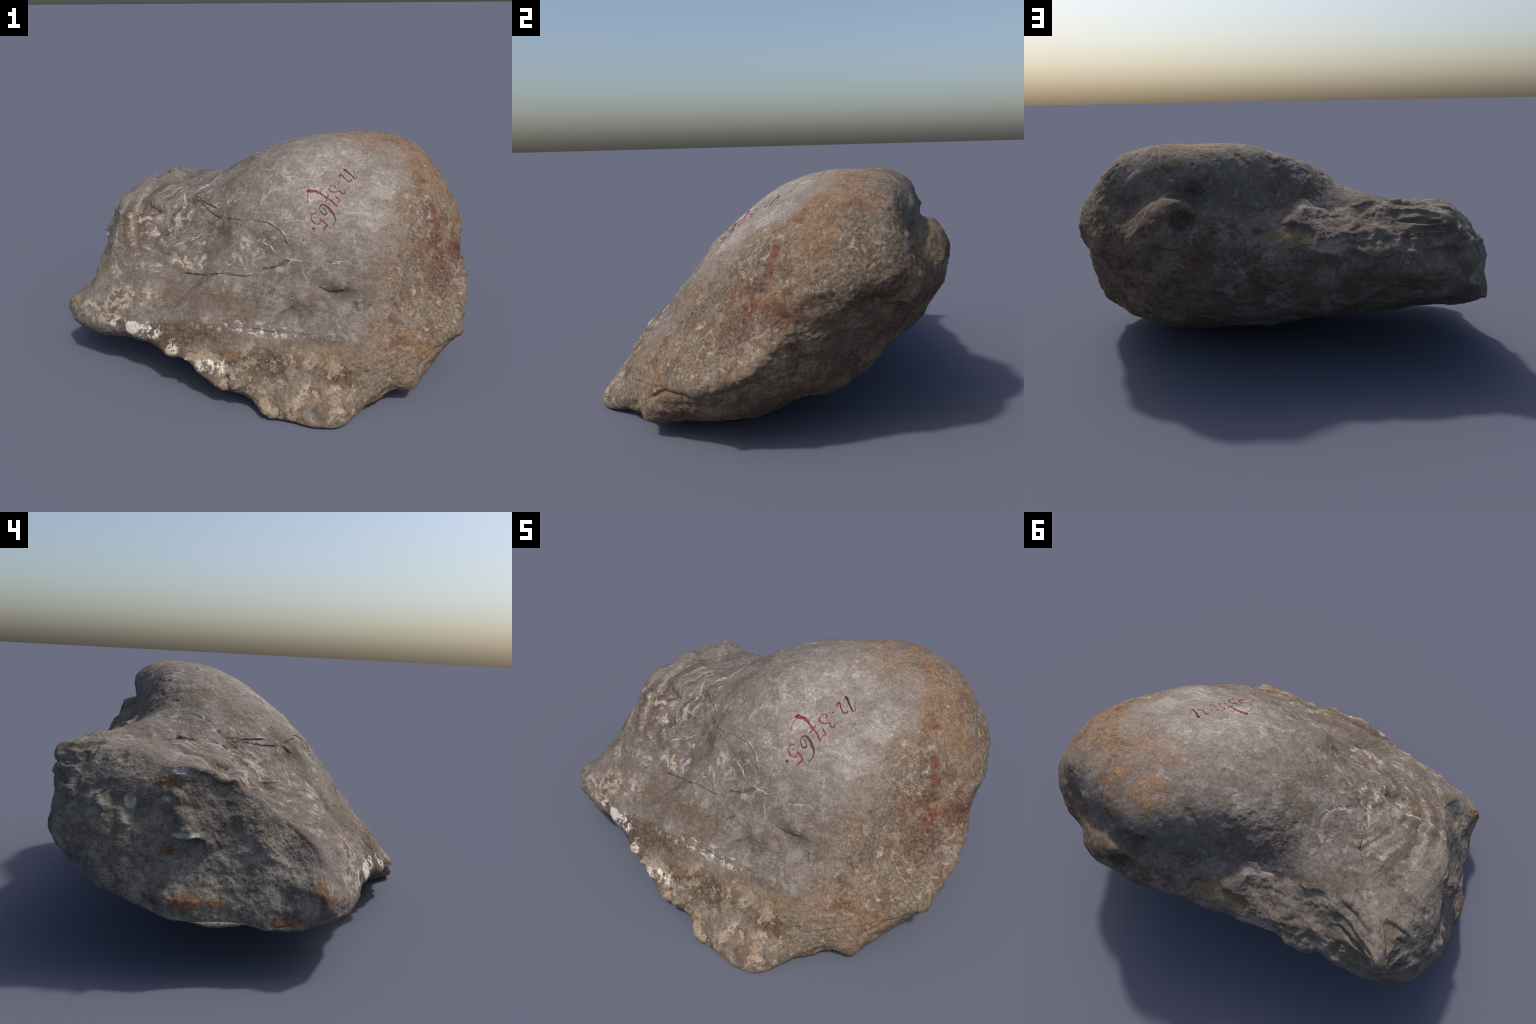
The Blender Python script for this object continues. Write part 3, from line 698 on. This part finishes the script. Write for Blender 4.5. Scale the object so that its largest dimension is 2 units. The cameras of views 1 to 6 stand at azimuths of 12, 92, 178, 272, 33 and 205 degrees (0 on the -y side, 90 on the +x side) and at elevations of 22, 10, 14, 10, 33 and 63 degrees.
def stone_material(name):
    n = Nodes(name)
    mid, fine, grain = n.noise(9, 5, .6), n.noise(40, 5, .65), n.noise(150, 3, .7)
    ragged, ragged2 = n.noise(7.5, 6, .65, shift=3.1), n.noise(22, 6, .7, shift=8.3)
    x, y, z = n.node('ShaderNodeSeparateXYZ', Vector=n.pos).outputs
    col = n.mix(n.step(mid, .36, .64), (.110, .096, .082), (.190, .166, .138))
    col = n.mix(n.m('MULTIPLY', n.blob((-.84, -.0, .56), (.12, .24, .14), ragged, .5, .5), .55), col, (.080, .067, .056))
    ragged3 = n.noise(40, 5, .7, shift=12.5)
    rust = n.any(n.blob((-.938, -.185, .201), (.05, .07, .02), ragged3, .5), n.blob((-.95, .037, .257), (.04, .05, .02), ragged3, .5), n.blob((-.978, .14, .27), (.05, .07, .03), ragged3, .5),
                 n.blob((-.895, -.335, .31), (.05, .05, .05), ragged3, .5), n.blob((-.84, .24, .64), (.05, .05, .02), ragged3, .5), n.blob((-.93, .2, .42), (.05, .035, .02), ragged3, .5))
    col = n.mix(n.m('MULTIPLY', rust, .75), col, (.150, .068, .030))
    chalk = n.any(n.blob((-.832, .189, .678), (.03, .045, .014), ragged3, .5, .2), n.blob((-.902, .155, .475), (.04, .05, .014), ragged3, .5, .3), n.blob((-.857, .358, .574), (.03, .02, .03), ragged3, .5, .2))
    col = n.mix(n.m('MULTIPLY', chalk, .8), col, (.36, .35, .335))
    col = n.mix(.85, col, n.mix(n.step(fine, .32, .68), (.34, .33, .32), (.66, .66, .66)), 'OVERLAY')
    col = n.mix(.7, col, n.mix(n.step(grain, .3, .7), (.28, .28, .28), (.74, .74, .74)), 'OVERLAY')
    pits = n.both(n.step(n.cells(55), .22, .10), n.step(n.noise(12, 2, shift=6), .5, .6))
    col = n.mix(n.m('MULTIPLY', pits, .6), col, (.05, .042, .036))
    h = n.m('ADD', n.m('MULTIPLY', fine, .7), n.m('ADD', n.m('MULTIPLY', grain, .4), n.m('MULTIPLY', pits, -.6)))
    return n.finish(col, h, strength=.6)


def ink_material(name, dark, light):
    n = Nodes(name)
    col = n.mix(n.step(n.noise(60, 4, .6), .4, .62), dark, light)
    return n.finish(col, n.noise(120, 3), rough=.6, strength=.3, distance=.002)


def vein_material(name):
    n = Nodes(name)
    col = n.mix(n.step(n.noise(50, 4, .65), .35, .65), (.20, .175, .152), (.36, .33, .295))
    return n.finish(col, n.noise(120, 3), strength=.4, distance=.003)


# ---------------------------------------------------------------- parts
face_at = P[quads].mean(1)
is_broken = broken[quads].mean(1) > .5
is_upper = (face_at[:, 2] > COMMISSURE[0] + COMMISSURE[1] * face_at[:, 1]) & ~is_broken
rubble_face = (rubble[quads].mean(1) > .45) & ~is_broken

fossil = bpy.data.objects.new('fossil_bivalve', None)
fossil.empty_display_size = .2
bpy.context.scene.collection.objects.link(fossil)
fossil['label'] = 'grey-brown fossil bivalve shell, broken at one end, inked number'
fossil['category'] = 'fossil'


def add(name, me, mat, parent):
    ob = bpy.data.objects.new(name, me)
    me.materials.append(mat)
    bpy.context.scene.collection.objects.link(ob)
    ob.parent = parent
    return ob


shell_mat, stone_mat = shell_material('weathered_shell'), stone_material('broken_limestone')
parts = {}
for name, faces, mat in (('upper_valve', is_upper & ~rubble_face, shell_mat), ('lower_valve', ~is_upper & ~is_broken & ~rubble_face, shell_mat),
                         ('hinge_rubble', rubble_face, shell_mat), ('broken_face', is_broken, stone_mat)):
    used, inv = np.unique(quads[faces], return_inverse=True)
    me = make_mesh(name, P[used], inv.reshape(-1, 4))
    me.normals_split_custom_set_from_vertices(N[used])
    parts[name] = add(name, me, mat, fossil)


# ---------------------------------------------------------------- strokes laid on the surface: ink and calcite veins
near_top = np.where(upper > .3)[0]
tree = KDTree(len(near_top))
for k, i in enumerate(near_top):
    tree.insert(P[i], k)
tree.balance()


def on_surface(p):
    hits = tree.find_n(p, 4)
    w = np.array([1 / (h[2] + 1e-4) for h in hits])
    i = [near_top[h[1]] for h in hits]
    nn = (N[i] * w[:, None]).sum(0)
    nn /= np.linalg.norm(nn)
    q = (P[i] * w[:, None]).sum(0) / w.sum()
    return p - nn * ((p - q) @ nn), nn


def smooth_path(pts, gap):
    """Catmull-Rom through rows of numbers (position and half-width)."""
    p = np.array(pts, float)
    p = np.vstack([2 * p[0] - p[1], p, 2 * p[-1] - p[-2]])
    out = []
    for a, b, c, d in zip(p[:-3], p[1:-2], p[2:-1], p[3:]):
        k = max(2, int(np.linalg.norm((c - b)[:3]) / gap))
        for t in np.arange(k) / k:
            out.append(.5 * (2 * b + (c - a) * t + (2 * a - 5 * b + 4 * c - d) * t * t + (3 * b - a - 3 * c + d) * t ** 3))
    out.append(p[-2])
    return np.array(out)


def ribbon(verts, quads_, path, ragged, rise):
    """A low domed stripe that follows the surface; path rows are x, y, z, half-width."""
    path[:, 3] *= 1 + ragged * perlin(path[:, :3] * 120)
    pos, nor = zip(*(on_surface(p) for p in path[:, :3]))
    pos, nor = np.array(pos), np.array(nor)
    tan = np.gradient(pos, axis=0)
    side = np.cross(nor, tan)
    side /= np.maximum(np.linalg.norm(side, axis=1), 1e-9)[:, None]
    w = np.maximum(path[:, 3], .0006)
    w[0] *= .5
    w[-1] *= .5
    start, cross = len(verts), ((-1, -.002), (-.85, rise * .7), (0, rise), (.85, rise * .7), (1, -.002))
    for p, n_, s, h in zip(pos, nor, side, w):
        for a, b in cross:
            q, qn = on_surface(p + s * a * h)
            verts.append(q + qn * b)
    for i in range(len(pos) - 1):
        for j in range(4):
            a = start + i * 5 + j
            quads_.append((a, a + 5, a + 6, a + 1))
        a = start + i * 5
        quads_.append((a, a + 4, a + 9, a + 5))
    for a in (start, start + (len(pos) - 1) * 5):
        quads_.append((a, a + 1, a + 2, a + 3) if a == start else (a + 3, a + 2, a + 1, a))


ink_dark, ink_rose = ink_material('dark_red_ink', (.040, .011, .018), (.085, .022, .036)), ink_material('rose_ink', (.090, .016, .034), (.22, .042, .085))
centre, along_text, up_text = np.array([.353, -.096, .814]), np.array([-.4965, -.7189, -.4865]), np.array([.8602, -.3324, -.3867])
for name, dark, strokes in INK:
    vs, qs = [], []
    for stroke in strokes:
        row = [(*(centre + along_text * a / 1000 + up_text * b / 1000), w / 1000) for a, b, w in stroke]
        ribbon(vs, qs, smooth_path(row, .003), .35, .0012)
    me = make_mesh(name, np.array(vs), np.array(qs))
    add(name, me, ink_dark if dark else ink_rose, parts['upper_valve'])

vein_mat = vein_material('pale_calcite')
for path, w in VEINS:
    vs, qs = [], []
    row = smooth_path([(*p, w) for p in path], .004)
    row[:, :3] += np.stack([perlin(row[:, :3] * 30 + k * 7) for k in range(3)], 1) * .010
    row[:, 3] *= np.clip(.45 + 1.3 * perlin(row[:, :3] * 30), .08, 1.5)
    ribbon(vs, qs, row, .5, .0008)
    add('calcite_vein', make_mesh('calcite_vein', np.array(vs), np.array(qs)), vein_mat, parts['upper_valve'])
